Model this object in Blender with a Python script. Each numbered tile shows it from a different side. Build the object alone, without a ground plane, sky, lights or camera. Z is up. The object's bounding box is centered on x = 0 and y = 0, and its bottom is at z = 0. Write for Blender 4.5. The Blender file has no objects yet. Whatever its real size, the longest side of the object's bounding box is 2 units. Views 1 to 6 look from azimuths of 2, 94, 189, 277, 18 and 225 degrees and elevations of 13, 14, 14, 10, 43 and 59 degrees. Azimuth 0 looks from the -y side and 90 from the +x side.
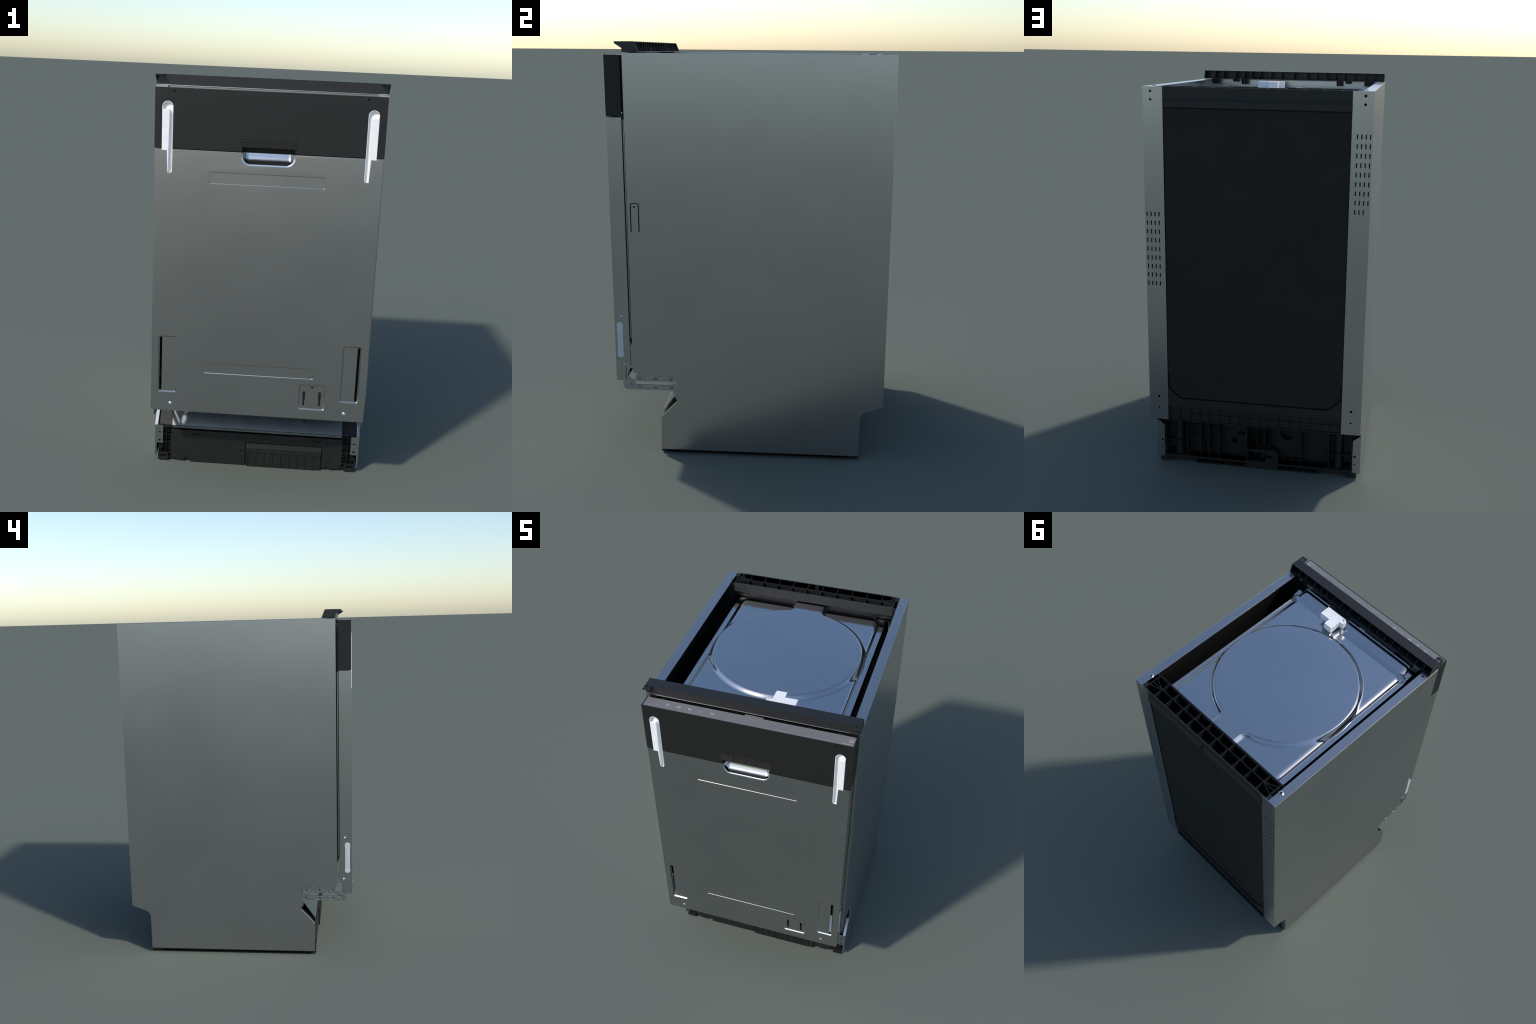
"""Slim built-in dishwasher with open top, seen without its furniture front.
Everything is built from sheet plates (outline + holes), prisms, boxes and one
pressed-steel height field for the top of the tub."""
import bpy, bmesh, math
import numpy as np
from mathutils import Vector

# ------------------------------------------------------------------ sizes (m)
HW = 0.5355            # half width of the cabinet
TOP = 1.950            # top rim of the cabinet
FRONT_EDGE = -0.572    # front edge of the side panels
BACK = 0.651           # rear face of the side panels
DOOR_F = -0.6575       # front face of door and fascia
DOOR_B = -0.587        # rear edge of door skin
DOOR_HW = 0.5228
DOOR_Z0, DOOR_Z1 = 0.380, 1.6655
TUB_Z = 1.890
FLAT_Z = 1.878         # pressed sheet of the tub lid

# ------------------------------------------------------------------ materials
def _mat(name):
    m = bpy.data.materials.new(name)
    m.use_nodes = True
    nt = m.node_tree
    return m, nt, nt.nodes["Principled BSDF"]

def _noise(nt, scale, stretch=(1, 1, 1), detail=4.0):
    tc = nt.nodes.new("ShaderNodeTexCoord")
    mp = nt.nodes.new("ShaderNodeMapping")
    mp.inputs["Scale"].default_value = stretch
    nz = nt.nodes.new("ShaderNodeTexNoise")
    nz.inputs["Scale"].default_value = scale
    nz.inputs["Detail"].default_value = detail
    nt.links.new(tc.outputs["Object"], mp.inputs["Vector"])
    nt.links.new(mp.outputs["Vector"], nz.inputs["Vector"])
    return nz

def _ramp(nt, fac, c0, c1, p0=0.35, p1=0.65):
    r = nt.nodes.new("ShaderNodeValToRGB")
    r.color_ramp.elements[0].position = p0
    r.color_ramp.elements[1].position = p1
    r.color_ramp.elements[0].color = (*c0, 1)
    r.color_ramp.elements[1].color = (*c1, 1)
    nt.links.new(fac, r.inputs["Fac"])
    return r

def metal(name, c0, c1, rough0, rough1, scale, stretch=(1, 1, 1), metallic=1.0):
    m, nt, b = _mat(name)
    nz = _noise(nt, scale, stretch)
    r = _ramp(nt, nz.outputs["Fac"], c0, c1)
    nt.links.new(r.outputs["Color"], b.inputs["Base Color"])
    mr = nt.nodes.new("ShaderNodeMapRange")
    mr.inputs["To Min"].default_value = rough0
    mr.inputs["To Max"].default_value = rough1
    nt.links.new(nz.outputs["Fac"], mr.inputs["Value"])
    nt.links.new(mr.outputs["Result"], b.inputs["Roughness"])
    b.inputs["Metallic"].default_value = metallic
    return m

def plastic(name, c0, c1, rough, scale=60, bump=0.0, spec=0.5):
    m, nt, b = _mat(name)
    nz = _noise(nt, scale)
    r = _ramp(nt, nz.outputs["Fac"], c0, c1)
    nt.links.new(r.outputs["Color"], b.inputs["Base Color"])
    b.inputs["Roughness"].default_value = rough
    b.inputs["Specular IOR Level"].default_value = spec
    if bump:
        bp = nt.nodes.new("ShaderNodeBump")
        bp.inputs["Strength"].default_value = bump
        bp.inputs["Distance"].default_value = 0.002
        fine = _noise(nt, 900)
        nt.links.new(fine.outputs["Fac"], bp.inputs["Height"])
        nt.links.new(bp.outputs["Normal"], b.inputs["Normal"])
    return m

STEEL = metal("cabinet_steel", (0.475, 0.475, 0.475), (0.495, 0.495, 0.495), 0.27, 0.30, 3.0)
DOOR_STEEL = metal("door_steel", (0.475, 0.475, 0.47), (0.495, 0.495, 0.49), 0.27, 0.30, 3.0)
TUB_STEEL = metal("tub_steel", (0.59, 0.59, 0.595), (0.615, 0.615, 0.62), 0.10, 0.13, 4.0)
GALV = metal("galvanised_steel", (0.40, 0.42, 0.42), (0.54, 0.56, 0.56), 0.28, 0.40, 70.0)
PAN = metal("galvanised_pan", (0.25, 0.275, 0.28), (0.28, 0.305, 0.31), 0.30, 0.36, 12.0)  # base darkened to carry the dim reflection and shade under the door
SCOOP = metal("scoop_steel", (0.60, 0.60, 0.605), (0.63, 0.63, 0.635), 0.20, 0.24, 4.0)
CHROME = metal("bright_steel", (0.80, 0.80, 0.82), (0.85, 0.85, 0.86), 0.12, 0.18, 20.0)
BLACK = plastic("black_plastic", (0.0115, 0.0115, 0.0108), (0.0132, 0.0132, 0.0125), 0.5, spec=0.35)
BRACKET = plastic("bracket_plastic", (0.0125, 0.0125, 0.0125), (0.0145, 0.0145, 0.0145), 0.40)
BASE = plastic("base_plastic", (0.0085, 0.0088, 0.0085), (0.0115, 0.0118, 0.0115), 0.5, 25, spec=0.4)
REAR = plastic("rear_board", (0.0175, 0.0172, 0.0145), (0.0200, 0.0196, 0.0168), 0.6, 8, spec=0.18)
RAIL = plastic("rear_rail_plastic", (0.0185, 0.0180, 0.0160), (0.0215, 0.0210, 0.0188), 0.5, 25, spec=0.3)
NEAR_BLACK = plastic("near_black_matte", (0.006, 0.006, 0.006), (0.010, 0.010, 0.010), 0.6, 20)
WHITE = plastic("white_plastic", (0.82, 0.83, 0.83), (0.88, 0.88, 0.88), 0.4, 30)
LABEL = plastic("pale_cover_plastic", (0.50, 0.50, 0.53), (0.56, 0.56, 0.58), 0.5, 15)
INK = plastic("pale_print", (0.42, 0.43, 0.43), (0.48, 0.48, 0.48), 0.5)
FAINT = plastic("faint_print", (0.120, 0.120, 0.122), (0.130, 0.130, 0.132), 0.4)

def control_top():
    m, nt, b = _mat("brushed_control_film")
    nz = _noise(nt, 14, (1.0, 14.0, 1.0), 6)
    r = _ramp(nt, nz.outputs["Fac"], (0.165, 0.165, 0.170), (0.190, 0.189, 0.194))
    nt.links.new(r.outputs["Color"], b.inputs["Base Color"])
    b.inputs["Roughness"].default_value = 0.38
    return m
FILM = control_top()

# ------------------------------------------------------------------ geometry kit
def arc(cx, cy, r, a0, a1, n=8):
    return [(cx + r * math.cos(math.radians(a0 + (a1 - a0) * i / n)),
             cy + r * math.sin(math.radians(a0 + (a1 - a0) * i / n))) for i in range(n + 1)]

def circle(cx, cy, r, n=20):
    return [(cx + r * math.cos(2 * math.pi * i / n), cy + r * math.sin(2 * math.pi * i / n)) for i in range(n)]

def rect(x0, x1, y0, y1):
    x0, x1 = sorted((x0, x1)); y0, y1 = sorted((y0, y1))
    return [(x0, y0), (x1, y0), (x1, y1), (x0, y1)]

def rrect(x0, x1, y0, y1, r, n=5):
    x0, x1 = sorted((x0, x1)); y0, y1 = sorted((y0, y1))
    return (arc(x1 - r, y0 + r, r, -90, 0, n) + arc(x1 - r, y1 - r, r, 0, 90, n)
            + arc(x0 + r, y1 - r, r, 90, 180, n) + arc(x0 + r, y0 + r, r, 180, 270, n))

def rounded(pts, radii, n=5):
    """polygon with its corners rounded; radii is a number or one per corner"""
    out, k = [], len(pts)
    for i, p in enumerate(pts):
        r = radii if isinstance(radii, (int, float)) else radii[i]
        if r <= 0:
            out.append(p); continue
        p = Vector(p); a = Vector(pts[i - 1]) - p; c = Vector(pts[(i + 1) % k]) - p
        ang = a.angle(c)
        d = min(r / math.tan(ang / 2), a.length * .49, c.length * .49)
        a.normalize(); c.normalize()
        s, e = p + a * d, p + c * d
        for j in range(n + 1):
            t = j / n
            out.append(tuple((1 - t) ** 2 * s + 2 * t * (1 - t) * p + t * t * e))
    return out

def mirror2(o):
    return [(-x, z) for x, z in o][::-1]

def _place(co, axis, mid):
    x, y, z = co[:, 0], co[:, 1], co[:, 2]
    if axis == "x": return np.stack([z + mid, x, y], 1)
    if axis == "y": return np.stack([x, z + mid, y], 1)
    return np.stack([x, y, z + mid], 1)

def plate(axis, outline, holes, a, b, bevel=0.0):
    """sheet with holes: 2D outline, thickness from a to b along the axis.
    axis x: outline (y,z); axis y: (x,z); axis z: (x,y)"""
    a, b = sorted((a, b)); t = b - a
    cu = bpy.data.curves.new("tmp", "CURVE")
    cu.dimensions = "2D"; cu.fill_mode = "BOTH"
    bv = min(bevel, t * 0.45)
    cu.extrude = t / 2 - bv
    if bv > 0:
        cu.bevel_depth = bv; cu.bevel_resolution = 1; cu.offset = -bv
    for loop in [outline] + list(holes):
        s = cu.splines.new("POLY"); s.points.add(len(loop) - 1)
        for p, q in zip(s.points, loop): p.co = (q[0], q[1], 0, 1)
        s.use_cyclic_u = True
    ob = bpy.data.objects.new("tmp", cu)
    me = bpy.data.meshes.new_from_object(ob)
    co = np.empty(len(me.vertices) * 3); me.vertices.foreach_get("co", co)
    V = _place(co.reshape(-1, 3), axis, (a + b) / 2)
    F = [tuple(p.vertices) for p in me.polygons]
    bpy.data.objects.remove(ob); bpy.data.curves.remove(cu); bpy.data.meshes.remove(me)
    return V, F

def box(x0, x1, y0, y1, z0, z1, bevel=0.0, seg=2):
    bm = bmesh.new(); bmesh.ops.create_cube(bm, size=1)
    for v in bm.verts:
        v.co = ((x0 + x1) / 2 + v.co.x * abs(x1 - x0), (y0 + y1) / 2 + v.co.y * abs(y1 - y0),
                (z0 + z1) / 2 + v.co.z * abs(z1 - z0))
    if bevel:
        bmesh.ops.bevel(bm, geom=bm.edges[:], offset=bevel, segments=seg, profile=.5, affect="EDGES")
    bm.verts.index_update()
    V = np.array([v.co[:] for v in bm.verts]); F = [tuple(v.index for v in f.verts) for f in bm.faces]
    bm.free(); return V, F

def prism(profile, x0, x1, bevel=0.0):
    """profile in (y,z) swept along x"""
    return plate("x", profile, [], x0, x1, bevel)

def tube(axis, cx, cy, a, b, r, r_in=0.0, n=24):
    return plate(axis, circle(cx, cy, r, n), [circle(cx, cy, r_in, n)] if r_in else [], a, b)

def ring_wall(axis, loops):
    """skin through a list of (outline, position) loops of equal count"""
    V, F = [], []; n = len(loops[0][0])
    for o, pos in loops:
        V.append(_place(np.array([(p[0], p[1], 0.0) for p in o]), axis, pos))
    for k in range(len(loops) - 1):
        for i in range(n):
            j = (i + 1) % n
            F.append((k * n + i, k * n + j, (k + 1) * n + j, (k + 1) * n + i))
    return np.vstack(V), F

def dome(axis, cx, cy, base, height, r, hole=0.0, n=18):
    """pressed dimple or rivet head on a sheet"""
    loops = []
    for t in (0, .25, .5, .75, .92):
        rr = r * (1 - t) if not hole else r + (hole - r) * t
        loops.append((circle(cx, cy, max(rr, 1e-4), n), base + height * math.sin(t * math.pi / 2)))
    if hole:
        loops.append((circle(cx, cy, hole, n), base + height * 0.2))
    return ring_wall(axis, loops)

def move(g, dx=0, dy=0, dz=0):
    return g[0] + np.array([dx, dy, dz]), g[1]

def flip(g):
    return g[0] * np.array([-1, 1, 1]), [tuple(reversed(f)) for f in g[1]]

def spin_yz(g, angle, y, z):
    c, s = math.cos(angle), math.sin(angle); V = g[0].copy()
    dy, dz = V[:, 1] - y, V[:, 2] - z
    V[:, 1] = y + c * dy - s * dz; V[:, 2] = z + s * dy + c * dz
    return V, g[1]

def mesh_of(name, pieces, mat, smooth=30):
    V, F, k = [], [], 0
    for g in pieces:
        V.append(g[0]); F += [tuple(i + k for i in f) for f in g[1]]; k += len(g[0])
    me = bpy.data.meshes.new(name)
    me.from_pydata(np.vstack(V).tolist(), [], F)
    bm = bmesh.new(); bm.from_mesh(me)
    bmesh.ops.remove_doubles(bm, verts=bm.verts, dist=2e-5)
    bmesh.ops.recalc_face_normals(bm, faces=bm.faces)
    bm.to_mesh(me); bm.free()
    me.materials.append(mat)
    me.polygons.foreach_set("use_smooth", [True] * len(me.polygons))
    me.set_sharp_from_angle(angle=math.radians(smooth))
    me.update()
    return me

def part(name, pieces, mat, parent, smooth=35, flat=True):
    ob = bpy.data.objects.new(name, pieces if isinstance(pieces, bpy.types.Mesh) else mesh_of(name, pieces, mat, smooth))
    bpy.context.scene.collection.objects.link(ob)
    ob.parent = parent
    if flat:                                   # keep sheet faces flat, let only the edge rounds shade smoothly
        w = ob.modifiers.new("weighted_normals", "WEIGHTED_NORMAL")
        w.weight = 100; w.keep_sharp = True; w.mode = "FACE_AREA"
    return ob

root = bpy.data.objects.new("dishwasher", None)
bpy.context.scene.collection.objects.link(root)
root["label"] = "slim built-in dishwasher with steel cabinet and black control panel"
root["category"] = "dishwasher"

# ------------------------------------------------------------------ side panels
backing = []
def side_panel(sign):
    S = 0.004
    o = [(FRONT_EDGE, TOP), (FRONT_EDGE, 0.429)]
    o += [(-0.398, 0.429)] + arc(-0.389, 0.402, 0.028, 80, 5, 6)          # notch over the hinge arm
    o += [(-0.360, 0.281), (-0.4385, 0.197), (-0.4385, 0.0235), (0.5415, 0.0235)]
    o += [(0.5415, 0.222)] + [(0.545, 0.236), (0.552, 0.247), (0.566, 0.257)] + [(BACK, 0.289), (BACK, TOP)]
    w = 0.0022 if sign > 0 else 0.0012                                                             # U-shaped slit of a cut tab
    outer = [(-0.5588, 1.136), (-0.5588, 1.262)] + arc(-0.5488, 1.262, .010, 180, 90, 4) + \
            arc(-0.5265, 1.262, .010, 90, 0, 4) + [(-0.5165, 1.262), (-0.5165, 1.136)]
    inner = [(-0.5165 - 2 * w, 1.136), (-0.5165 - 2 * w, 1.261)] + arc(-0.5278, 1.261, .0069, 0, 90, 4) + \
            arc(-0.5475, 1.261, .0069, 90, 180, 4) + [(-0.5588 + 2 * w, 1.261), (-0.5588 + 2 * w, 1.136)]
    g = [plate("x", o, [outer + inner, circle(-0.5385, 1.2545, .0045, 10)] if sign > 0 else [], HW - S, HW, 0.0012)]
    if sign > 0:
        backing.append(box(HW - .0100, HW - .0080, -.5640, -.5100, 1.120, 1.285))
    # top rim flange with bolt hole
    rim = [(0.486, FRONT_EDGE + .004), (HW - .001, FRONT_EDGE + .004), (HW - .001, BACK - .002), (0.485, BACK - .002)]
    g.append(plate("z", rim, [circle(0.5065, -0.476, .006, 12), circle(0.4985, 0.5745, .0045, 10)], TOP - S, TOP - .0004, 0.001))
    g.append(dome("z", 0.4985, 0.5745, TOP - .0005, 0.0042, 0.0150, 0.0045))
    # rear flange with ventilation slots
    z_top = 1.3617 if sign > 0 else 1.7578
    holes = []
    for r in range(9):
        for c in range(4):
            if sign < 0 and r == 8 and c == 3: continue
            x = 0.4660 + 0.0196 * c
            z = z_top - 0.0430 * r
            holes.append(rect(x - .0026, x + .0026, z - .0215, z))
    holes += [circle(0.4962, 1.928, .0062, 12), circle(0.4962, 1.890, .0058, 12),
              rect(0.4795, 0.4910, .4065, .4175), circle(0.4852, 0.3516, .0048, 10)]
    g.append(plate("y", rect(0.4388, HW - .0008, 0.2895, TOP - .0008), holes, BACK - S, BACK - .0004, 0.001))
    g2 = box(.4400, .5300, BACK - .0095, BACK - .0075, z_top - .39, z_top + .02)
    backing.append(g2 if sign > 0 else flip(g2))
    # lower rear flange
    o = [(0.4945, 0.0238), (HW - .001, 0.0238), (HW - .001, 0.2330), (0.5275, 0.2265), (0.4945, 0.2040)]
    g.append(plate("y", o, [rect(0.5015, 0.5115, .1105, .1205), circle(0.5068, 0.072, .0045, 10)], 0.5375, 0.5412, 0.001))
    # lower front flange
    o = [(0.4928, 0.0945), (0.4928, 0.1965), (HW - .001, 0.1965), (HW - .001, 0.0238), (0.5255, 0.0238), (0.5255, 0.0945)]
    g.append(plate("y", o, [rect(0.5055, 0.5155, .1065, .1155), circle(0.5105, 0.156, .0045, 10)], -0.4382, -0.4345, 0.001))
    # folded edge along the slanted notch
    n = Vector((0.0785, 0.084)).normalized(); off = Vector((-n.y, n.x)) * -0.003
    p0, p1 = Vector((-0.4375, 0.1972)), Vector((-0.3605, 0.2802))
    prof = [tuple(p0), tuple(p1), tuple(p1 + off), tuple(p0 + off)]
    g.append(prism(prof, 0.5200, HW - .001, 0.0008))
    # folded front edge beside the door
    g.append(plate("y", rect(0.5165, HW - .001, 0.4300, 1.90), [], FRONT_EDGE + .0003, FRONT_EDGE + .004, 0.001))
    g.append(plate("y", rect(0.4800, HW - .001, 1.9005, TOP - .0008), [], FRONT_EDGE + .0003, FRONT_EDGE + .004, 0.001))
    return g if sign > 0 else [flip(x) for x in g]

for s in (1, -1):
    panel = part("side_panel", side_panel(s), STEEL, root)
    part("vent_backing", backing[:], NEAR_BLACK, panel); backing.clear()

# ------------------------------------------------------------------ door
def recess(x0, x1, z0, z1, depth, slope, r, floor_holes=(), thick=0.002):
    """pressed shallow rectangle: sloped wall plus floor; the door skin has the matching hole"""
    n = 4
    top, bot = rrect(x0, x1, z0, z1, r, n), rrect(x0 + slope, x1 - slope, z0 + slope, z1 - slope, max(r - slope * .5, .001), n)
    g = [ring_wall("y", [(top, DOOR_F), (top, DOOR_F + 0.0002), (bot, DOOR_F + depth)])]
    g.append(plate("y", bot, floor_holes, DOOR_F + depth, DOOR_F + depth + thick))
    return rrect(x0, x1, z0, z1, r, n), g

def build_door():
    holes, g = [], []
    # pressed rectangles of the door skin
    for (x0, x1, z0, z1, d, sl, r) in ((-0.265, 0.264, 1.5165, 1.5685, 0.0016, 0.0016, 0.004),
                                        (-0.266, 0.2645, 0.5875, 0.640, 0.0019, 0.0019, 0.004)):
        h, e = recess(x0, x1, z0, z1, d, sl, r); holes.append(h); g += e
    slots = []
    for m in (1, -1):
        c = 0.2657
        slots.append([(c - m * .0449, .5215), (c - m * .0319, .5215), (c - m * .0319, .4840), (c - m * .0345, .4800),
                      (c - m * .0345, .4500), (c - m * .0430, .4500), (c - m * .0430, .4820), (c - m * .0449, .4850)])
    slots.append(rect(.2600, .2720, .5405, .5475))
    h, e = recess(0.2030, 0.3285, 0.4300, 0.5582, 0.0055, 0.0045, 0.007, slots); holes.append(h); g += e
    for m in (1, -1):                                                     # hinge-spring pockets with an open slot
        h, e = recess(m * 0.4030, m * 0.4890, 0.4780, 0.7650, 0.006, 0.0045, 0.006,
                      [rect(m * 0.4720, m * 0.4838, 0.4850, 0.7585)] if m > 0 else [rect(-0.4838, -0.4720, 0.4850, 0.7585)])
        holes.append(h); g += e
        holes.append(circle(m * 0.4264, 0.4185, 0.0035, 10))
        # cut-out for the tail of the white guide rail
        t = [(m * 0.4415, 1.70), (m * 0.4415, 1.565), (m * 0.4445, 1.557), (m * 0.4600, 1.5555), (m * 0.4630, 1.560),
             (m * 0.4672, 1.6575), (m * 0.4896, 1.6575), (m * 0.4896, 1.70)]
        holes.append(t)
    # outline with the finger cup open at the top edge, so that the cut-outs join the edge
    o = [(-DOOR_HW, DOOR_Z1), (-DOOR_HW, DOOR_Z0 + .006), (-DOOR_HW + .006, DOOR_Z0), (DOOR_HW - .006, DOOR_Z0),
         (DOOR_HW, DOOR_Z0 + .006), (DOOR_HW, DOOR_Z1)]
    tails = [h for h in holes if max(p[1] for p in h) > 1.69]
    holes = [h for h in holes if max(p[1] for p in h) <= 1.69]
    def notch(m):                                                         # tail cut-out as part of the outline
        return [(m * 0.4896, DOOR_Z1), (m * 0.4896, 1.6575), (m * 0.4672, 1.6575), (m * 0.4630, 1.560), (m * 0.4600, 1.5555),
                (m * 0.4445, 1.557), (m * 0.4415, 1.565), (m * 0.4415, DOOR_Z1)]
    cup = [(0.1225, DOOR_Z1)] + arc(0.1225 - .042, 1.6095 + .042, .042, 0, -90, 10) + \
          arc(-0.1225 + .042, 1.6095 + .042, .042, -90, -180, 10) + [(-0.1225, DOOR_Z1)]
    o = o + notch(1) + cup + notch(-1)[::-1]
    g.append(plate("y", o, holes, DOOR_F, DOOR_F + 0.003, 0.0012))
    # sides, top and bottom folds
    side = [(DOOR_F + .002, DOOR_Z1 - .0015), (DOOR_F + .002, DOOR_Z0 + .003), (-0.6115, DOOR_Z0 + .003), (-0.6100, 0.455),
            (DOOR_B, 0.455), (DOOR_B, DOOR_Z1 - .0015)]
    dimples = ((-0.6200, 0.7172), (-0.6128, 0.4710))
    for m in (1, -1):
        e = plate("x", side, [circle(y, z, .0095, 18) for y, z in dimples], DOOR_HW - .003, DOOR_HW - .0002, 0.0004)
        g.append(e if m > 0 else flip(e))
    for a, b in ((-DOOR_HW + .003, -.491), (-.4405, -.1235), (.1235, .4405), (.491, DOOR_HW - .003)):
        g.append(box(a, b, DOOR_F + .0025, DOOR_B, DOOR_Z1 - .004, DOOR_Z1 - .001))
    g.append(box(-DOOR_HW + .004, DOOR_HW - .004, DOOR_F + .0025, -0.612, DOOR_Z0 + .0005, DOOR_Z0 + .004))
    # pressed cones on the sides
    for m in (1, -1):
        for y, z in dimples:
            e = dome("x", y, z, DOOR_HW - .0008, -0.0075, 0.0096)
            g.append(e if m > 0 else flip(e))
    return g

door = part("door", build_door(), DOOR_STEEL, root)

# finger cup: smooth half-bowl
def cup_skin():
    """scoop that leans back: shallow at its lower lip, deep under the fascia"""
    W, R, Z0, NX, NV = 0.1160, 0.0365, 1.6160, 80, 30
    us = np.linspace(0, 1, 60)                                            # lean of the wall: floor at the lip, nearly upright on top
    lean = np.interp(us, (0, .1, .3, .5, 1.0), (78, 66, 42, 25, 14))
    dep = np.concatenate([[0], np.cumsum(np.tan(np.radians(lean[1:])) * (DOOR_Z1 - Z0) / 59)])
    depth_at = lambda u: float(np.interp(u, us, dep)) * .9
    V, F = [], []
    for i in range(NX + 1):
        x = -W * math.cos(math.pi * i / NX)
        e = max(abs(x) - (W - R), 0)
        zb = Z0 + R - math.sqrt(max(R * R - e * e, 0))
        side = min((W - abs(x)) / .024, 1.0); side = math.sqrt(max(1 - (1 - side) ** 2, 0))
        for k in range(NV + 1):
            v = k / NV
            z = zb + v * (DOOR_Z1 - zb)
            u = (z - Z0) / (DOOR_Z1 - Z0)
            d = .0062 + depth_at(u) * (.05 + .95 * side)
            V.append((x, DOOR_F + d - .001, z))
    for i in range(NX):
        for k in range(NV):
            a = i * (NV + 1) + k
            F.append((a, a + 1, a + NV + 2, a + NV + 1))
    return np.array(V), F
lip = []
for k, (w, y) in enumerate([(-.0012 + .0092 * math.sin(a), DOOR_F - .0004 + .0085 * (1 - math.cos(a))) for a in (0, .4, .8, 1.2, 1.57)]):
    W, R, Z = 0.1235 - w, 0.042 - w, 1.6085 + w
    lip.append(([(W, DOOR_Z1)] + arc(W - R, Z + R, R, 0, -90, 12) + arc(-W + R, Z + R, R, -90, -180, 12) + [(-W, DOOR_Z1)], y))
lipV, lipF = ring_wall("y", lip)
nl = len(lip[0][0]); lipF = [f for f in lipF if not (abs((f[0] % nl) - (f[1] % nl)) > 1)]
part("handle_cup", [cup_skin(), (lipV, lipF)], SCOOP, door, 50, False)

# black fascia with slots, handle grille and film on top
def fascia():
    FW, Z0, Z1 = 0.5247, 1.6685, 1.9418
    def slot():
        return [(0.4904, Z0), (0.4908, 1.8570)] + arc(0.4656, 1.8570, 0.0252, 0, 180, 12) + [(0.4404, 1.8570), (0.4412, Z0)]
    o = [(-FW, Z1), (-FW, Z0)]
    o += [(-x, z) for x, z in slot()]
    o += [(-0.1205, Z0), (-0.1207, 1.690), (0.1204, 1.690), (0.1205, Z0)]
    o += slot()[::-1]
    o += [(FW, Z0), (FW, Z1)]
    g = [plate("y", o, [circle(m * .4363, 1.928, .0038, 10) for m in (1, -1)], DOOR_F, DOOR_F + 0.0035, 0.0012)]
    for m in (1, -1):
        e = plate("x", rect(DOOR_F + .002, -0.5855, Z0 + .0005, Z1 - .0005), [], FW - .0035, FW - .0002, 0.001)
        g.append(e if m > 0 else flip(e))
    g.append(box(-FW + .003, FW - .003, DOOR_F + .003, -0.5862, Z1 - .006, Z1 - .002))
    g.append(box(-FW + .003, -.492, DOOR_F + .003, DOOR_B, Z0 + .0003, Z0 + .003))
    g.append(box(.492, FW - .003, DOOR_F + .003, DOOR_B, Z0 + .0003, Z0 + .003))
    # black hollow above the finger cup
    g += [box(-0.1215, 0.1215, DOOR_F + .0560, DOOR_F + .0590, 1.6560, 1.694), box(-0.1210, 0.1210, DOOR_F + .0380, DOOR_F + .0558, 1.6640, 1.6672)]
    g.append(box(-0.1215, 0.1215, DOOR_F + .0035, DOOR_F + .056, 1.6905, 1.694))
    for m in (1, -1):
        g.append(box(m * .1209, m * .124, DOOR_F + .0035, DOOR_F + .056, 1.669, 1.6905))
    # raised border of the slots and of the front top edge
    g.append(box(-FW + .002, FW - .002, DOOR_F - .0003, DOOR_F + .004, Z1 - .0015, Z1 + .0008, .0008))
    return g
fas = part("control_fascia", fascia(), BLACK, door)

# grille bars around the finger hole: four columns of slats
bars = []
xs = [-0.1315, -0.0597, 0.0, 0.0594, 0.1315]
for i in range(4):
    for z, h in ((1.7275, .0028), (1.7170, .0022), (1.7105, .0016), (1.7025, .0022), (1.6955, .0022)):
        dz = (0.0, -.0018, -.0008, .0006)[i] if z < 1.72 else 0
        bars.append(box(xs[i] + .0022, xs[i + 1] - .0022, DOOR_F - .0016, DOOR_F + .0015, z + dz, z + dz + h + .0022, .0004, 1))
for x in (-.1312, .1296):
    bars.append(box(x - .0008, x + .0024, DOOR_F - .0007, DOOR_F + .0015, 1.6725, 1.7312, .0004, 1))
b = part("handle_grille", bars, BLACK, door); b["kind"] = "stuff"

# white guide rails
def rail():
    f = DOOR_F + 0.0145
    slot = [(0.4904, 1.6580), (0.4908, 1.8570)] + arc(0.4656, 1.8570, 0.0252, 0, 180, 12) + \
           [(0.4404, 1.8570), (0.4415, 1.565), (0.4445, 1.557), (0.4600, 1.5555), (0.4630, 1.560), (0.4672, 1.6580)]
    cxy = lambda p: (p[0] + (-.0016 if p[0] > .4656 else .0016), p[1] - (.0016 if p[1] > 1.86 else 0))
    g = [plate("y", [cxy(p) for p in slot], [], f, f + .003)]
    inner = [cxy(p) for p in slot]
    g.append(ring_wall("y", [(slot, DOOR_F + .0006), (inner, DOOR_F + .0002), (inner, f + .001)]))
    g.append(ring_wall("y", [(slot, DOOR_F + .0006), (slot, DOOR_F + .004)]))
    blk = [(0.4895, 1.6592), (0.4895, 1.8455), (0.4585, 1.8455), (0.4565, 1.838), (0.4590, 1.66), (0.4592, 1.5620), (0.4622, 1.5610), (0.4660, 1.6592)]
    g.append(plate("y", blk, [], DOOR_F - .0022, f, 0.001))
    g.append(box(0.4862, 0.4897, DOOR_F - .0022, f, 1.846, 1.8570, .0006))
    return g
for m in (1, -1):
    part("guide_rail", rail() if m > 0 else [flip(x) for x in rail()], WHITE, door, 40)

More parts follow.
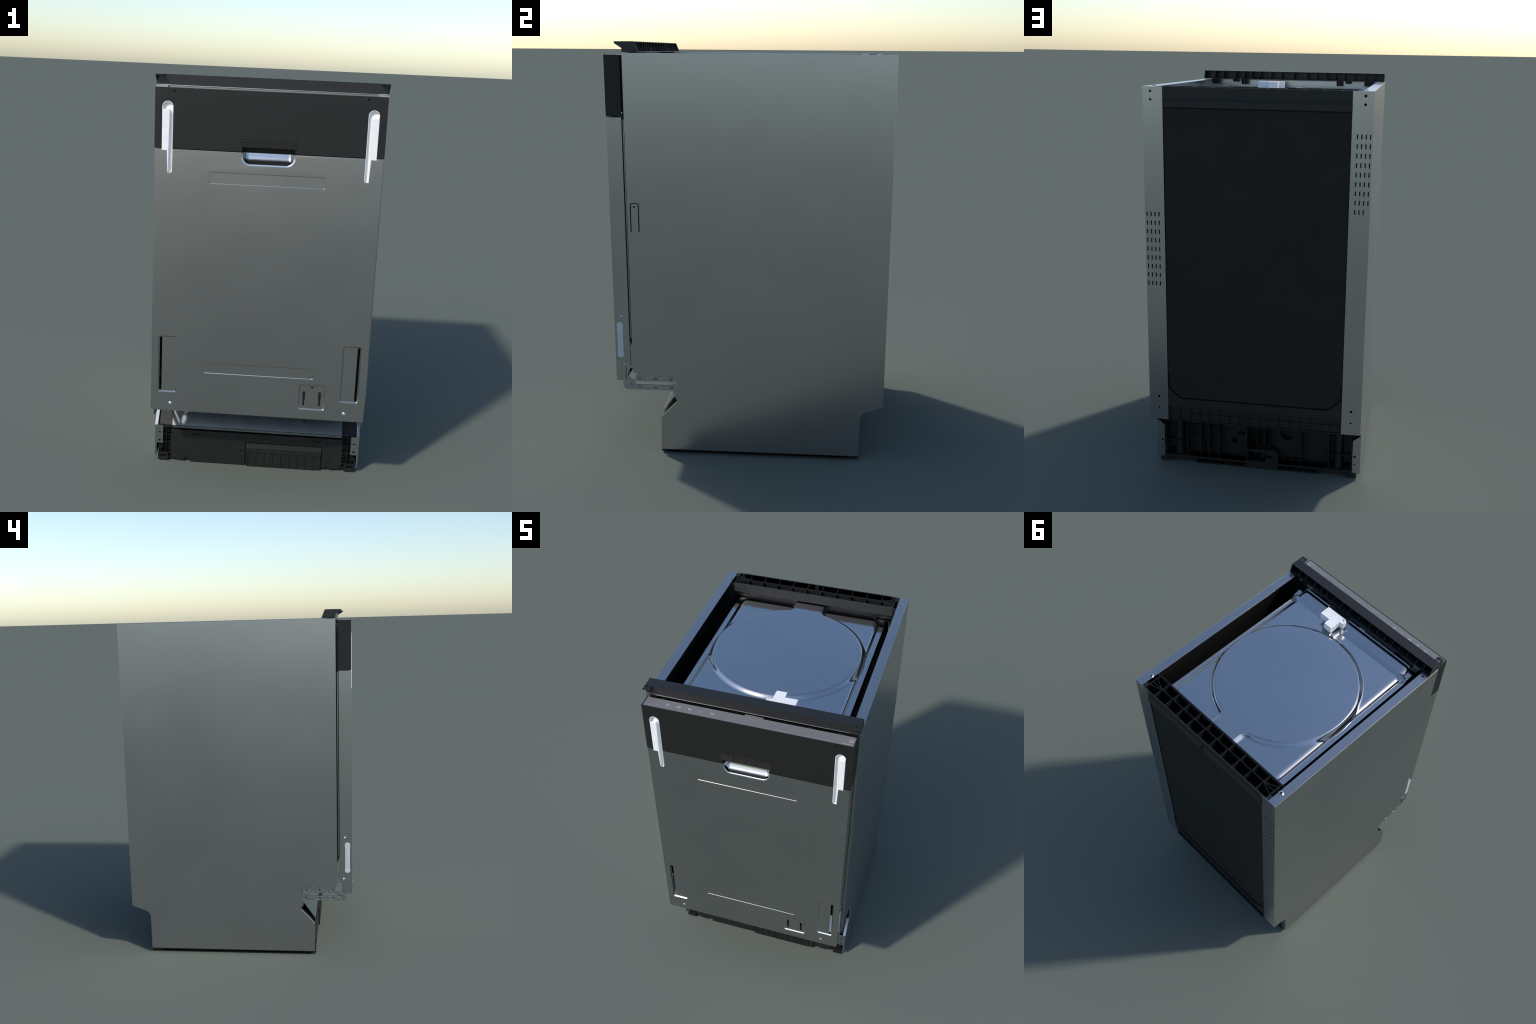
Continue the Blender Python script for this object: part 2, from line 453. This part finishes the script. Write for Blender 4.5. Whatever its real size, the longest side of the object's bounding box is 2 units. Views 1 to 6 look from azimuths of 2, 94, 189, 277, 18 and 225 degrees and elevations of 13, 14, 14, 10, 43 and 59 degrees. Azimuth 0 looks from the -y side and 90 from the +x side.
# control film, its icons, symbol and fine print
film = part("control_film", [box(-0.5180, 0.5205, -0.6528, -0.5880, 1.9392, 1.9420, .0006)], FILM, door)
PZ0, PZ1 = 1.9419, 1.94235
def stroke(x0, y0, x1, y1, w=.0016):
    d = Vector((x1 - x0, y1 - y0)); n = Vector((-d.y, d.x)).normalized() * w / 2
    return plate("z", [(x0 + n.x, y0 + n.y), (x1 + n.x, y1 + n.y), (x1 - n.x, y1 - n.y), (x0 - n.x, y0 - n.y)], [], PZ0, PZ1)
def hoop(cx, cy, rx, ry, w=.0018, r=None):
    if r is None:
        o = [(cx + rx * math.cos(a), cy + ry * math.sin(a)) for a in np.linspace(0, 2 * math.pi, 20, endpoint=False)]
        i = [(cx + (rx - w) * math.cos(a), cy + (ry - w) * math.sin(a)) for a in np.linspace(0, 2 * math.pi, 20, endpoint=False)]
    else:
        o, i = rrect(cx - rx, cx + rx, cy - ry, cy + ry, r), rrect(cx - rx + w, cx + rx - w, cy - ry + w, cy + ry - w, max(r - w, .0005))
    return plate("z", o, [i], PZ0, PZ1)
Y = -0.6212
icons = [
    [hoop(-.4018, Y, .0085, .0085), stroke(-.4018, Y + .001, -.4018, Y + .006)],
    [hoop(-.3434, Y, .0085, .0075, .0016, .002), stroke(-.348, Y + .0005, -.339, Y + .0005), stroke(-.348, Y - .003, -.339, Y - .003)],
    [plate("z", [( -.2876 + .0085 * math.cos(a), Y + .0042 * math.sin(a)) for a in np.linspace(0, 2 * math.pi, 20, endpoint=False)], [], PZ0, PZ1)],
    [stroke(-.2370, Y + .006, -.2345, Y - .005), stroke(-.2345, Y - .005, -.2300, Y - .003), stroke(-.2270, Y - .006, -.2225, Y + .006)],
    [hoop(-.1724, Y, .0088, .0075, .0018, .004), stroke(-.177, Y, -.169, Y), stroke(-.175, Y - .003, -.169, Y - .003)],
]
for p in icons:
    part("icon", p, INK, door)
sym = [stroke(.494 + .0065 * i, -.628, .494 + .0065 * i, -.610, .0014) for i in range(4)] + \
      [stroke(.493, -.628 + .006 * i, .5145, -.628 + .006 * i, .0014) for i in (0, 1.5, 3)]
part("symbol", [move(s, 0, 0, .0001 * k) for k, s in enumerate(sym)], INK, door)
fine = [box(.4655 + .0042 * i, .4655 + .0042 * i + .0034, -.6462, -.6440, PZ0, PZ1) for i in range(11)]
part("fine_print", fine, INK, door)["kind"] = "stuff"
rng = np.random.default_rng(4)
ghost = []
for x in np.arange(.118, .365, .021):
    if .205 < x < .225: continue
    h = rng.uniform(.008, .013)
    for k in range(3):
        a, c = rng.uniform(0, .013, 2), rng.uniform(-h, h, 2)
        ghost.append(stroke(x + a[0], -.624 + c[0] * .7, x + a[1] + .004, -.624 + c[1] * .7, .0018))
part("faint_lettering", [move(s, 0, 0, -.0003 + .00001 * k) for k, s in enumerate(ghost)], FAINT, door)["kind"] = "stuff"

# pale bone-shaped covers on the door sides
for m in (1, -1):
    o = [(-.6175, .652), (-.6160, .660)] + arc(-.6312, .668, .0158, 0, 180, 10) + [(-.6465, .660), (-.6450, .652), (-.6450, .534), (-.6470, .526)] + \
        arc(-.6316, .518, .0158, 180, 360, 10) + [(-.6160, .526), (-.6175, .534)]
    e = [plate("x", o, [], DOOR_HW - .0005, DOOR_HW + .0022, .0008), box(DOOR_HW + .0015, DOOR_HW + .0032, -.6335, -.6290, .530, .656, .0008)]
    part("side_cover", e if m > 0 else [flip(x) for x in e], LABEL, door)
    sc = [dome("y", m * .4264, .4185, DOOR_F + .0005, -.0035, .0098, .0035), tube("y", m * .4264, .4185, DOOR_F + .001, DOOR_F + .003, .0095)]
    part("screw", sc, CHROME, door)

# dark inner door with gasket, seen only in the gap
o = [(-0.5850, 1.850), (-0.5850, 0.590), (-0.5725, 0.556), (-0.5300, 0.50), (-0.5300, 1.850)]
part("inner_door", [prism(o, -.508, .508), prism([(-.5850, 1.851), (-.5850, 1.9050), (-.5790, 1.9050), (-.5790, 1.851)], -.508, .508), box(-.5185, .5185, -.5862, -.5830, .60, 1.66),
                    box(-.46, .46, -.6440, -.6120, .40, 1.53), box(-.4300, .4300, -.6380, -.5852, 1.70, 1.930), box(-.50, .50, -.6300, -.5852, 1.70, 1.930)], NEAR_BLACK, door)
trim = []
for m in (1, -1):
    e = plate("x", rect(-.5822, -.5785, .60, 1.655), [], .5150, .5172)
    trim.append(e if m > 0 else flip(e))
part("door_trim", trim, STEEL, door)
# small clips closing the gap behind the film
part("latch_tab", [box(-.0245, .0375, -.5842, -.5745, 1.9300, 1.9402, .001), box(.0376, .068, -.5800, -.5745, 1.9300, 1.9395, .001)], FILM, door)
for x0, x1 in ((-.46, -.43), (.285, .311), (.426, .470)):
    part("gap_clip", [box(x0, x1, -.5852, -.5735, 1.925, 1.9375, .001)], BLACK, door)

# ------------------------------------------------------------------ hinge arms
def hinge():
    o = [(-0.6100, 0.452), (-0.5935, 0.4560), (-0.5890, 0.590), (-0.5740, 0.556), (-0.5740, 0.440), (-0.3500, 0.440), (-0.3500, 0.290),
         (-0.3700, 0.2905), (-0.3750, 0.318), (-0.3850, 0.3312), (-0.6080, 0.3312), (-0.6230, 0.338), (-0.6280, 0.353), (-0.6280, 0.452)]
    key = [(-.5960, .4290), (-.5950, .4370), (-.5880, .4425), (-.5740, .4420), (-.5660, .4300), (-.5650, .4210), (-.5600, .4150),
           (-.5600, .4050), (-.5650, .4000), (-.5660, .3930), (-.5710, .3850), (-.5790, .3815), (-.5880, .3835), (-.5950, .3900),
           (-.5960, .3980), (-.6015, .4040), (-.6015, .4140), (-.5960, .4190)]
    slot = rrect(-.5680, -.3650, .3575, .3762, .007, 4)
    cones = ((-.5445, .3895), (-.4670, .3895), (-.3880, .3895), (-.5855, .3585), (-.5445, .3440), (-.4680, .3437), (-.3882, .3442))
    g = [plate("x", o, [key, slot] + [circle(y, z, .0085, 14) for y, z in cones], 0.5085, 0.5150, 0.0008)]
    for y, z in cones:
        g.append(dome("x", y, z, 0.5146, -0.0060, 0.0086, 0.0030, 14))
    g.append(box(0.5145, 0.5180, -.4560, -.360, .4055, .4300, .0025))
    g.append(box(0.5145, 0.5175, -.3930, -.368, .3560, .3720, .0015))
    return g
for m in (1, -1):
    part("hinge_arm", hinge() if m > 0 else [flip(x) for x in hinge()], GALV, root)

# ------------------------------------------------------------------ front cross-beam and mounting bracket
part("front_crossbeam", [box(-.4855, .4855, -.5765, -.5700, 1.9480, 1.9525, .0018), box(-.4855, .4855, -.5699, -.5510, 1.9480, 1.9510, .0008),
                         box(-.4855, .4855, -.5545, -.5510, 1.860, 1.9478), box(.120, .126, -.5509, -.5495, 1.923, 1.929),
                         box(-.126, -.120, -.5509, -.5495, 1.923, 1.929)], STEEL, root)

def bracket():
    Z0 = 1.9535
    g = []
    end = [(-.6045, 1.9985), (-.6045, 1.9910), (-.5715, 1.9700), (-.5715, Z0), (-.4965, Z0), (-.5150, 2.0)]
    for m in (1, -1):
        e = prism(end, .5290, .5340, .0006); g.append(e if m > 0 else flip(e))
        # end tabs with screw hole
        tab = rect(.4966, .5339, -.6050, -.5710)
        e = plate("z", tab, [circle(.5183, -.5815, .0075, 14), rect(.5035, .5075, -.588, -.576), rect(.5285, .5310, -.588, -.577)], 1.9940, 1.9995, .0006)
        g.append(e if m > 0 else flip(e))
    g.append(box(-.5335, .5335, -.5730, -.5152, 1.9962, 2.0, .0006))                      # top
    g.append(box(-.5290, .5290, -.5728, -.5695, Z0, 1.9964, .0006))                       # front wall
    g.append(box(-.5290, .5290, -.5725, -.4990, Z0, Z0 + .0032))                          # floor
    return g
brk = part("mounting_bracket", bracket(), BRACKET, root)
rib_prof = rounded([(-.5696, 1.9565), (-.5000, 1.9565), (-.5190, 1.9760), (-.5180, 1.9964), (-.5696, 1.9964)], [0, .001, .010, .001, 0])
ribs = [.4705, .4185, .3473, .2918, .2494, .1956, .1330, .0706, -.0041, -.0826, -.1398, -.1973, -.2509, -.3018, -.3613, -.4260, -.4793]
rib_mesh = mesh_of("bracket_rib", [prism(rib_prof, -.0016, .0016)], BRACKET)
for x in ribs:
    part("bracket_rib", rib_mesh, None, brk).location.x = x
def clip(x0, x1, z0):
    return [box(x0, x1, -.5500, -.5440, z0, 1.9532, .0006), box(x0, x0 + .003, -.5439, -.5180, z0, 1.9532, .0006),
            box(x1 - .003, x1, -.5439, -.5180, z0, 1.9532, .0006), box((x0 + x1) / 2 - .0015, (x0 + x1) / 2 + .0015, -.5439, -.5180, z0, 1.9532),
            box(x0, x1, -.5439, -.5200, z0 - .0022, z0)]
for x0, x1, z in ((.440, .490, 1.926), (.326, .3625, 1.940), (.271, .311, 1.926), (-.2940, -.2560, 1.926), (-.343, -.309, 1.940), (-.477, -.4184, 1.927)):
    part("bracket_clip", clip(x0, x1, z), BRACKET, brk)
for x in (.222, -.222):
    part("bracket_clip", [box(x - .018, x - .014, -.5450, -.503, 1.9565, 1.972, .0006), box(x + .014, x + .018, -.5450, -.503, 1.9565, 1.972, .0006),
                          box(x - .0135, x + .0135, -.5450, -.520, 1.9668, 1.972, .0006)], BRACKET, brk)

# ------------------------------------------------------------------ tub with pressed top
def smooth(e0, e1, x):
    t = np.clip((x - e0) / (e1 - e0), 0, 1); return t * t * (3 - 2 * t)

def tub_top():
    """pressed lid: flat sheet, raised round disc with a neck to the rear, rolled rim with a narrow ledge"""
    xs = np.unique(np.concatenate([np.linspace(-.440, .440, 213), np.linspace(-.440, -.384, 52), np.linspace(.384, .440, 52)]))
    ys = np.unique(np.concatenate([np.linspace(-.553, .538, 260), np.linspace(-.513, -.41, 60), np.linspace(.50, .538, 40)]))
    X, Yg = np.meshgrid(xs, ys)
    # distance outside a rectangle with rounded rear corners
    rc = .045
    hx, y1 = .374, .522
    qx, qy = np.abs(X) - (hx - rc), Yg - (y1 - rc)
    d = np.where(qy > 0, np.hypot(np.maximum(qx, 0), qy), qx) - rc
    d = np.clip(d, 0, None)
    R = .046
    dd = np.clip(d, 0, .0345)
    roll = R - np.sqrt(R * R - dd * dd) + .001 * smooth(.031, .037, d)
    roll = roll + .05 * smooth(.063, .0655, d)
    strap = np.exp(-((Yg + .428) / .015) ** 4)
    roll = roll * (1 - .85 * strap * (1 - smooth(.040, .056, d)))
    # round disc, raised, running out to the rear in a neck
    rad = np.hypot(X, Yg - 0.048)
    disc = 1 - smooth(.388, .418, rad)
    half = .088 + .020 * (1 - smooth(.42, .462, Yg))
    neck = (1 - smooth(half - .010, half + .012, np.abs(X))) * smooth(.33, .40, Yg)
    up = np.maximum(disc, neck)
    front = np.clip((-.419 - Yg) / .020, 0, 1)                                     # step up to the front strip, which climbs to a bead
    climb = np.clip((-.440 - Yg) / .065, 0, 1)
    bead = np.exp(-((Yg + .506) / .003) ** 2)
    lift = (.016 * front + .012 * climb) * (1 - smooth(-.508, -.513, Yg)) + .016 * smooth(-.508, -.513, Yg)
    Z = FLAT_Z - roll * (1 - .35 * disc) + .020 * up * (1 - front) + lift + .003 * bead * (np.abs(X) < .40)
    ny, nx = X.shape
    V = np.stack([X, Yg, Z], -1).reshape(-1, 3)
    F = [(j * nx + i, j * nx + i + 1, (j + 1) * nx + i + 1, (j + 1) * nx + i) for j in range(ny - 1) for i in range(nx - 1)]
    return V, F
tub = part("tub", [tub_top()], TUB_STEEL, root, 60, False)
part("tub_dark_box", [box(-.4240, .4240, -.550, .545, .42, 1.822), box(-.430, .430, .546, .634, .42, 1.80)], NEAR_BLACK, tub)

# door lock on top of the tub: white housing, tray and bracket
lock = part("door_lock", [plate("z", [(.188, -.469), (.188, -.4035), (.1215, -.4035), (.1215, -.3632), (.0690, -.3632), (.0690, -.4300),
                                      (.0400, -.4340), (.0400, -.4560), (.0560, -.4690)], [circle(.0520, -.447, .003, 10), rect(.0560, .0680, -.462, -.452)],
                                1.9050, 1.9462, .0012)] +
            [box(.0660, .0692, -.424 + .011 * i, -.418 + .011 * i, 1.915, 1.9440, .001) for i in range(5)], WHITE, tub)
part("lock_tray", [box(.055, .205, -.530, -.470, 1.893, 1.9200, .006), plate("z", circle(.195, -.520, .018, 18), [circle(.195, -.520, .004, 10)], 1.9185, 1.9215),
                   box(.080, .140, -.400, -.368, 1.8770, 1.9048, .003), box(.048, .070, -.430, -.365, 1.8770, 1.8900, .003)], GALV, tub)
part("lock_hook", [box(-.062, -.020, -.5150, -.5060, 1.8965, 1.9130, .003)], TUB_STEEL, tub)

# ------------------------------------------------------------------ rear cross-member (open rib grid)
def rear_member():
    T = .0036; z0 = 1.866; g = []
    g.append(box(-.4665, .4665, .6440, .6490, 1.8600, 1.9496, .0006))
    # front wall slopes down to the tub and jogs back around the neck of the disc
    def wall(x0, x1, yb):
        prof = [(.5345, 1.9496), (.5390, 1.9496), (yb + .004, 1.904), (yb, 1.904)]
        return prism(prof, x0, x1)
    g.append(box(-.4640, .4640, .5400, .5430, 1.850, 1.9400))
    g.append(wall(-.4665, .4665, .5210))
    for m in (1, -1):
        g.append(box(m * .4630, m * .4665, .5392, .6440, z0, 1.9494, .0004))
        # diagonals in the end bays and the ear beside the rim screw
        for ya, yb in ((.5895, .5600), (.5895, .6180)):
            d = [(m * .389, .5880), (m * .464, yb - .0016), (m * .464, yb + .0016), (m * .389, .5912)]
            g.append(plate("z", d if m > 0 else d[::-1], [], z0 + .01, 1.9488))
        g.append(box(m * .4667, m * .5300, .5350, .5395, 1.700, 1.9440))
        g.append(box(m * .4666, m * .4840, .6150, .6485, 1.932, 1.9470, .001))
    g.append(box(-.463, .463, .5875, .5905, z0, 1.9492, .0004))
    for k in range(-5, 5):
        x = (k + .5) * .0865
        g.append(box(x - .0014, x + .0014, .5385, .6442, z0, 1.9490, .0004))
    g.append(box(-.4640, .4640, .5400, .6445, 1.858, 1.866))
    return g
rm = part("rear_crossmember", rear_member(), BASE, root)
prof = [(.6440, 1.9490), (.6512, 1.9490), (.6512, 1.8985), (.6590, 1.8865), (.6590, 1.8585), (.6440, 1.8585)]
part("rear_rail", [prism(prof, -.4372, -.008, .0005), prism(prof, .010, .4372, .0005), box(-.0079, .0099, .6445, .6512, 1.8586, 1.9489),
                   box(-.0079, .0099, .6513, .6585, 1.8586, 1.8800)], RAIL, rm, 18)

# black rear board with its cut lower corners, and the ribbed skirt under it
o = [(-.4375, 1.8520), (-.4375, .5370), (-.4325, .5320), (-.4315, .4655), (-.3745, .4120), (.3745, .4120), (.4315, .4655), (.4325, .5320), (.4375, .5370), (.4375, 1.8520)]
part("rear_board", [plate("y", o, [], .6380, .6455, .0015), box(-.4370, .4370, .6400, .6445, 1.8530, 1.8575)], REAR, root)
sk = [plate("y", rect(-.4365, .4365, .2900, .3700), [], .6400, .6450),
      plate("y", [(-.4365, .3680), (.4365, .3680), (.4365, .5300), (.4345, .5300), (.4335, .4645), (.3755, .4095), (-.3755, .4095), (-.4335, .4645), (-.4345, .5300), (-.4365, .5300)],
            [], .6400, .6555, .001)]
sk.append(box(-.4370, .4370, .6420, .6550, .2890, .2935, .0006))
sk.append(box(-.4300, .4340, .6420, .6530, .3290, .3320, .0005))
sk.append(box(-.4300, .4340, .6420, .6540, .3660, .3679, .0005))
for k in range(18):
    x = .4285 - .0508 * k
    sk.append(box(x - .0014, x + .0014, .6420, .6530, .2936, .3670, .0005))
sk.append(box(-.4370, .4370, .5420, .6425, .2880, .2920))
sk.append(box(-.4370, .4370, .5420, .6370, .2925, .4100))
skirt = part("rear_skirt", sk, BASE, root)

# ------------------------------------------------------------------ base
cheeks = []
base_pieces = [box(-.5172, .5172, -.4300, .4840, .0120, .0230), box(-.5172, .5172, -.4280, .4830, .0040, .0118, .001),
               box(.3450, .5172, .4841, .5375, .0160, .0230), box(-.5172, -.3450, .4841, .5375, .0160, .0230)]
for m in (1, -1):
    e = box(.5285, .5312, -.4250, .5350, .0231, .2000); base_pieces.append(e if m > 0 else flip(e))
    e = box(.5050, .5172, -.4100, .5000, .0000, .0118); base_pieces.append(e if m > 0 else flip(e))
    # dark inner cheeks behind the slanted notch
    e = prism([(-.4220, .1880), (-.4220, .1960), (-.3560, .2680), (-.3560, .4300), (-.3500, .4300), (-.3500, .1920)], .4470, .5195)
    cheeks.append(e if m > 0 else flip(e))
base_pieces.append(box(-.446, .446, -.27, .40, .02, .285))
base = part("base_tray", base_pieces, BASE, root)
part("dark_cheek", cheeks, NEAR_BLACK, base)  # cheeks coloured near-black so the deep shade inside the notch is baked in

# front plinth: stepped lower edge, two slots, screw towers at the ends
pf = -.4400
o = [(-.4490, .1740), (-.4490, .0243), (-.4397, .0243), (-.4397, .0130), (-.4168, .0130), (-.4130, .0080), (-.3790, .0080), (-.3760, .0255),
     (-.3500, .0255), (-.3490, .0005), (-.0575, .0005), (-.0590, .1325), (-.0400, .1325), (-.0300, .1370), (-.0060, .1365), (0.0, .1310),
     (.2780, .1310), (.2850, .1365), (.3100, .1365), (.3180, .1310), (.3485, .1290),
     (.3440, .0120), (.3600, .0120), (.3760, .0255), (.3790, .0080), (.4130, .0080), (.4168, .0130), (.4397, .0130), (.4397, .0243), (.4490, .0243), (.4490, .1740)]
holes = [rect(-.3345, -.2925, .1558, .1662), rect(.2925, .3345, .1558, .1662), rect(-.0820, -.0640, .0775, .0850)]
plinth = part("plinth", [plate("y", o, holes, pf, pf + .006, .001), box(-.4488, .4488, pf + .001, pf + .030, .1742, .1775, .0008),
                         box(-.448, .448, pf + .0075, pf + .011, .027, .1735), box(-.0830, -.0610, pf - .0012, pf + .001, .0545, .0565, .0004),
                         box(-.0830, -.0812, pf - .0012, pf + .001, .0567, .0770, .0004)], BASE, base)
# grille: sloping ribbed shoulder over ribbed front
gr = [box(-.0530, .3415, -.4455, -.4300, .0960, .1010, .0008)]
gr.append(prism([(-.4400, .1250), (-.4350, .1270), (-.4300, .1270), (-.4300, .0985), (-.4455, .0985)], -.0530, .3415, .0006))
gr.append(box(-.0500, .3390, -.4455, -.4300, .0005, .0960, .0008))
gr += [box(-.0520, .3410, -.4515, -.4452, .0805, .0985, .0010)]
xs = [-.0400 + .0432 * k for k in range(9)]
for i in range(8):
    gr.append(box(xs[i] + .0012, xs[i + 1] - .0012, -.4490, -.4450, .0010, .0790, .0008))
gr.append(box(-.0500, -.0412, -.4490, -.4450, .0010, .0790, .0008))
for x in xs + [xs[-1] + .026]:
    gr.append(prism([(-.4450, .1010), (-.4405, .1262), (-.4370, .1262), (-.4370, .1010)], x - .0010, x + .0010))
part("plinth_grille", gr, BASE, base)

# screw towers and feet at the plinth ends
def tower():
    g = [box(.4490, .5190, -.4080, -.4040, .0200, .1900)]
    for z0, z1 in ((.1855, .1885), (.1445, .1475), (.1000, .1030), (.0380, .0420)):
        g.append(box(.4495, .5185, -.4370, -.4082, z0, z1, .0005))
    for x0, x1 in ((.4492, .4515), (.4745, .4772), (.4940, .4960)):
        g.append(box(x0, x1, -.4375, -.4085, .0425, .1850, .0005))
    g.append(tube("y", .5045, .0720, -.4360, -.4085, .0105, .0062))
    g.append(tube("y", .4690, .1650, -.4360, -.4085, .0090, .0060))
    g += [box(.4950, .5140, -.4350, -.4090, .0708, .0732), box(.5033, .5057, -.4350, -.4090, .0425, .0614), box(.5033, .5057, -.4350, -.4090, .0826, .0995)]
    g += [box(.4515, .4600, -.4350, -.4090, z, z + .004) for z in (.0620, .0800)]
    return g
def foot(y0, y1, hollow):
    if not hollow:
        return [box(.4672, .5168, y0, y1, 0.0, .0225, .001)]
    return [plate("y", rrect(.4655, .5170, .0035, .0385, .002, 3), [rect(.4720, .5110, .0215, .0330)], y0, y0 + .006, .0008),
            box(.4655, .5170, y0 + .006, y0 + .060, 0.0008, .0200, .001)]
for m in (1, -1):
    part("screw_tower", tower() if m > 0 else [flip(x) for x in tower()], BASE, base)
    f = foot(-.4430, -.38, True); part("foot", f if m > 0 else [flip(x) for x in f], BASE, base)
    f = foot(.4850, .5430, False); part("foot", f if m > 0 else [flip(x) for x in f], BASE, base)

# sloping steel pan above the plinth
pan_prof = [(-.4400, .1885), (-.4400, .1995), (-.4365, .2010), (-.2970, .4000), (-.2930, .4000), (-.4325, .2000), (-.4365, .1885)]
pan = part("floor_pan", [prism(pan_prof, -.4445, .4445, .0006)], PAN, base)
part("dark_upright_bar", [box(.2380, .2490, -.4060, -.3900, .2340, .3300, .002)], BASE, base)

# rear compartments of the base
def rear_bay():
    P = .4820                                                            # face of the inner panels
    g = [box(-.5160, .5160, .4400, .4450, .0240, .2870), box(-.4930, .4930, .4460, .5380, .0235, .0345)]
    for x in (.4890, .3740, .2030, .0555, -.2290, -.3720, -.4890):       # upright ribs
        g.append(box(x - .002, x + .002, .4460, .5385, .0350, .2870, .0006))
    for m in (1, -1):                                                    # corner bays with an upright tube
        a, b = (.3765, .4865) if m > 0 else (-.4865, -.3745)
        g.append(box(a, b, .5050, .5380, .1180, .1210, .0005)); g.append(box(a, b, .4460, .5380, .2650, .2680, .0005))
        g.append(tube("z", m * .4200, .5020, .0350, .2640, .0215))
        g.append(box(m * .4440, m * .4860, .4455, .4780, .0500, .2640)); g.append(box(m * .3760, m * .3960, .4455, .4780, .0500, .2640))
        for z in (.0720, .1210, .1730, .2200):
            g.append(box(m * .4910, m * .5280, .5000, .5360, z, z + .003))
    # ribbed bay
    g.append(box(.2055, .3720, P - .008, P - .004, .0350, .2860))
    for z in (.0850, .1340, .1900):
        g.append(box(.2055, .3720, P - .004, P + .006, z, z + .004))
    for x in (.2580, .3040):
        g.append(box(x - .0018, x + .0018, P - .004, .5200, .0350, .2860))
    for x in (.2700, .2930):
        g.append(box(x - .003, x + .003, P - .0038, .5020, .0350, .1280, .001))
    # bay with round port and two square holes
    g.append(plate("y", rect(.0580, .2005, .0450, .2860), [circle(.1320, .1187, .0160, 18), rect(.0975, .1135, .1560, .1730), rect(.0755, .0915, .1545, .1715),
                                                          circle(.1900, .1170, .0035, 8), circle(.0790, .1050, .0035, 8)], P - .004, P))
    g.append(tube("y", .1900, .1170, P, P + .006, .0070, .0036, 14))
    g.append(box(.0580, .2005, P - .004, P + .010, .0400, .0445, .0008))
    # hose bay: two upright pipes and a thin wall
    g.append(tube("z", -.0230, .4660, .0350, .2860, .0200)); g.append(tube("z", .0240, .4580, .0350, .2860, .0120))
    g.append(box(-.0020, .0010, .4900, .5380, .1090, .2860)); g.append(box(-.0640, -.0615, .4900, .5350, .1090, .2860, .0005))
    g.append(box(-.0600, .0530, .4460, .5000, .1060, .1090))
    # bay with the many-sided port and three teeth
    port = [(-.1090, .1930), (-.1140, .2010), (-.1670, .2030), (-.1810, .1670), (-.1655, .1440), (-.1360, .1470), (-.1140, .1720)]
    g.append(plate("y", rect(-.2265, -.0640, .0500, .2860), [port], P - .004, P))
    g.append(box(-.1650, -.1400, P - .020, P - .012, .1450, .1520))
    for x in (-.1365, -.1730, -.2060):
        g.append(plate("y", [(x - .0125, .0350), (x + .0125, .0350), (x + .0080, .0460), (x - .0080, .0460)], [], P - .003, P + .006))
    # plain bay with a pressed ring
    g.append(box(-.3695, -.2315, P - .004, P, .0450, .2860)); g.append(tube("y", -.3035, .1130, P - .001, P + .0012, .0400, .0385, 32))
    g.append(box(-.3695, -.2315, P - .003, P + .012, .0400, .0440, .0008))
    g.append(tube("z", -.2260, P + .008, .0350, .0900, .0030, 0, 10))
    # lower ribbed bar, broken by the transport bracket, with slanted ends
    for a, b in ((.0570, .3245), (-.3240, -.1125)):
        g.append(box(a, b, .4900, .5385, .0310, .0345, .0005)); g.append(box(a, b, .4850, .5385, .0006, .0045, .0005))
        g.append(box(a, b, .4850, .4890, .0046, .0309))
    for x in (.3220, .2848, .2474, .2071, .1551, .1032, .0590, -.1559, -.2067, -.2467, -.2866, -.3215):
        g.append(box(x - .0016, x + .0016, .4892, .5380, .0046, .0310))
    for m, x in ((1, .3250), (-1, -.3245)):
        d = [(x, .0010), (x + m * .0270, .0220), (x + m * .0270, .0345), (x, .0345)]
        g.append(plate("y", d, [], .4900, .5300))
    # transport bracket with rounded corner, square window and slot
    o = [(.0560, .0010), (.0560, .1035), (-.0700, .1085)] + arc(-.0785, .0760, .0330, 90, 180, 8) + [(-.1115, .0010)]
    win = [(.0520, .0415), (.0520, .0965), (-.0465, .0905), (-.0465, .0770), (-.0730, .0770), (-.0790, .0700), (-.0730, .0640), (-.0465, .0640), (-.0465, .0400)]
    g.append(plate("y", o, [win], .5360, .5412, .0008))
    g.append(prism([(.4700, .1000), (.5358, .1000), (.5358, .1035), (.4700, .1035)], -.0700, .0550))
    rim = arc(-.0785, .0760, .0330, 90, 180, 8)
    g.append(plate("y", rim + [(x * 0 + -.0785 + (x + .0785) * .9, .0760 + (z - .0760) * .9) for x, z in rim[::-1]], [], .4900, .5359))
    return g
rb = part("base_bay", rear_bay(), BASE, base)

# ------------------------------------------------------------------ drop anything outside the object
for o in bpy.data.objects:
    if o.name.startswith("tmp"): bpy.data.objects.remove(o)
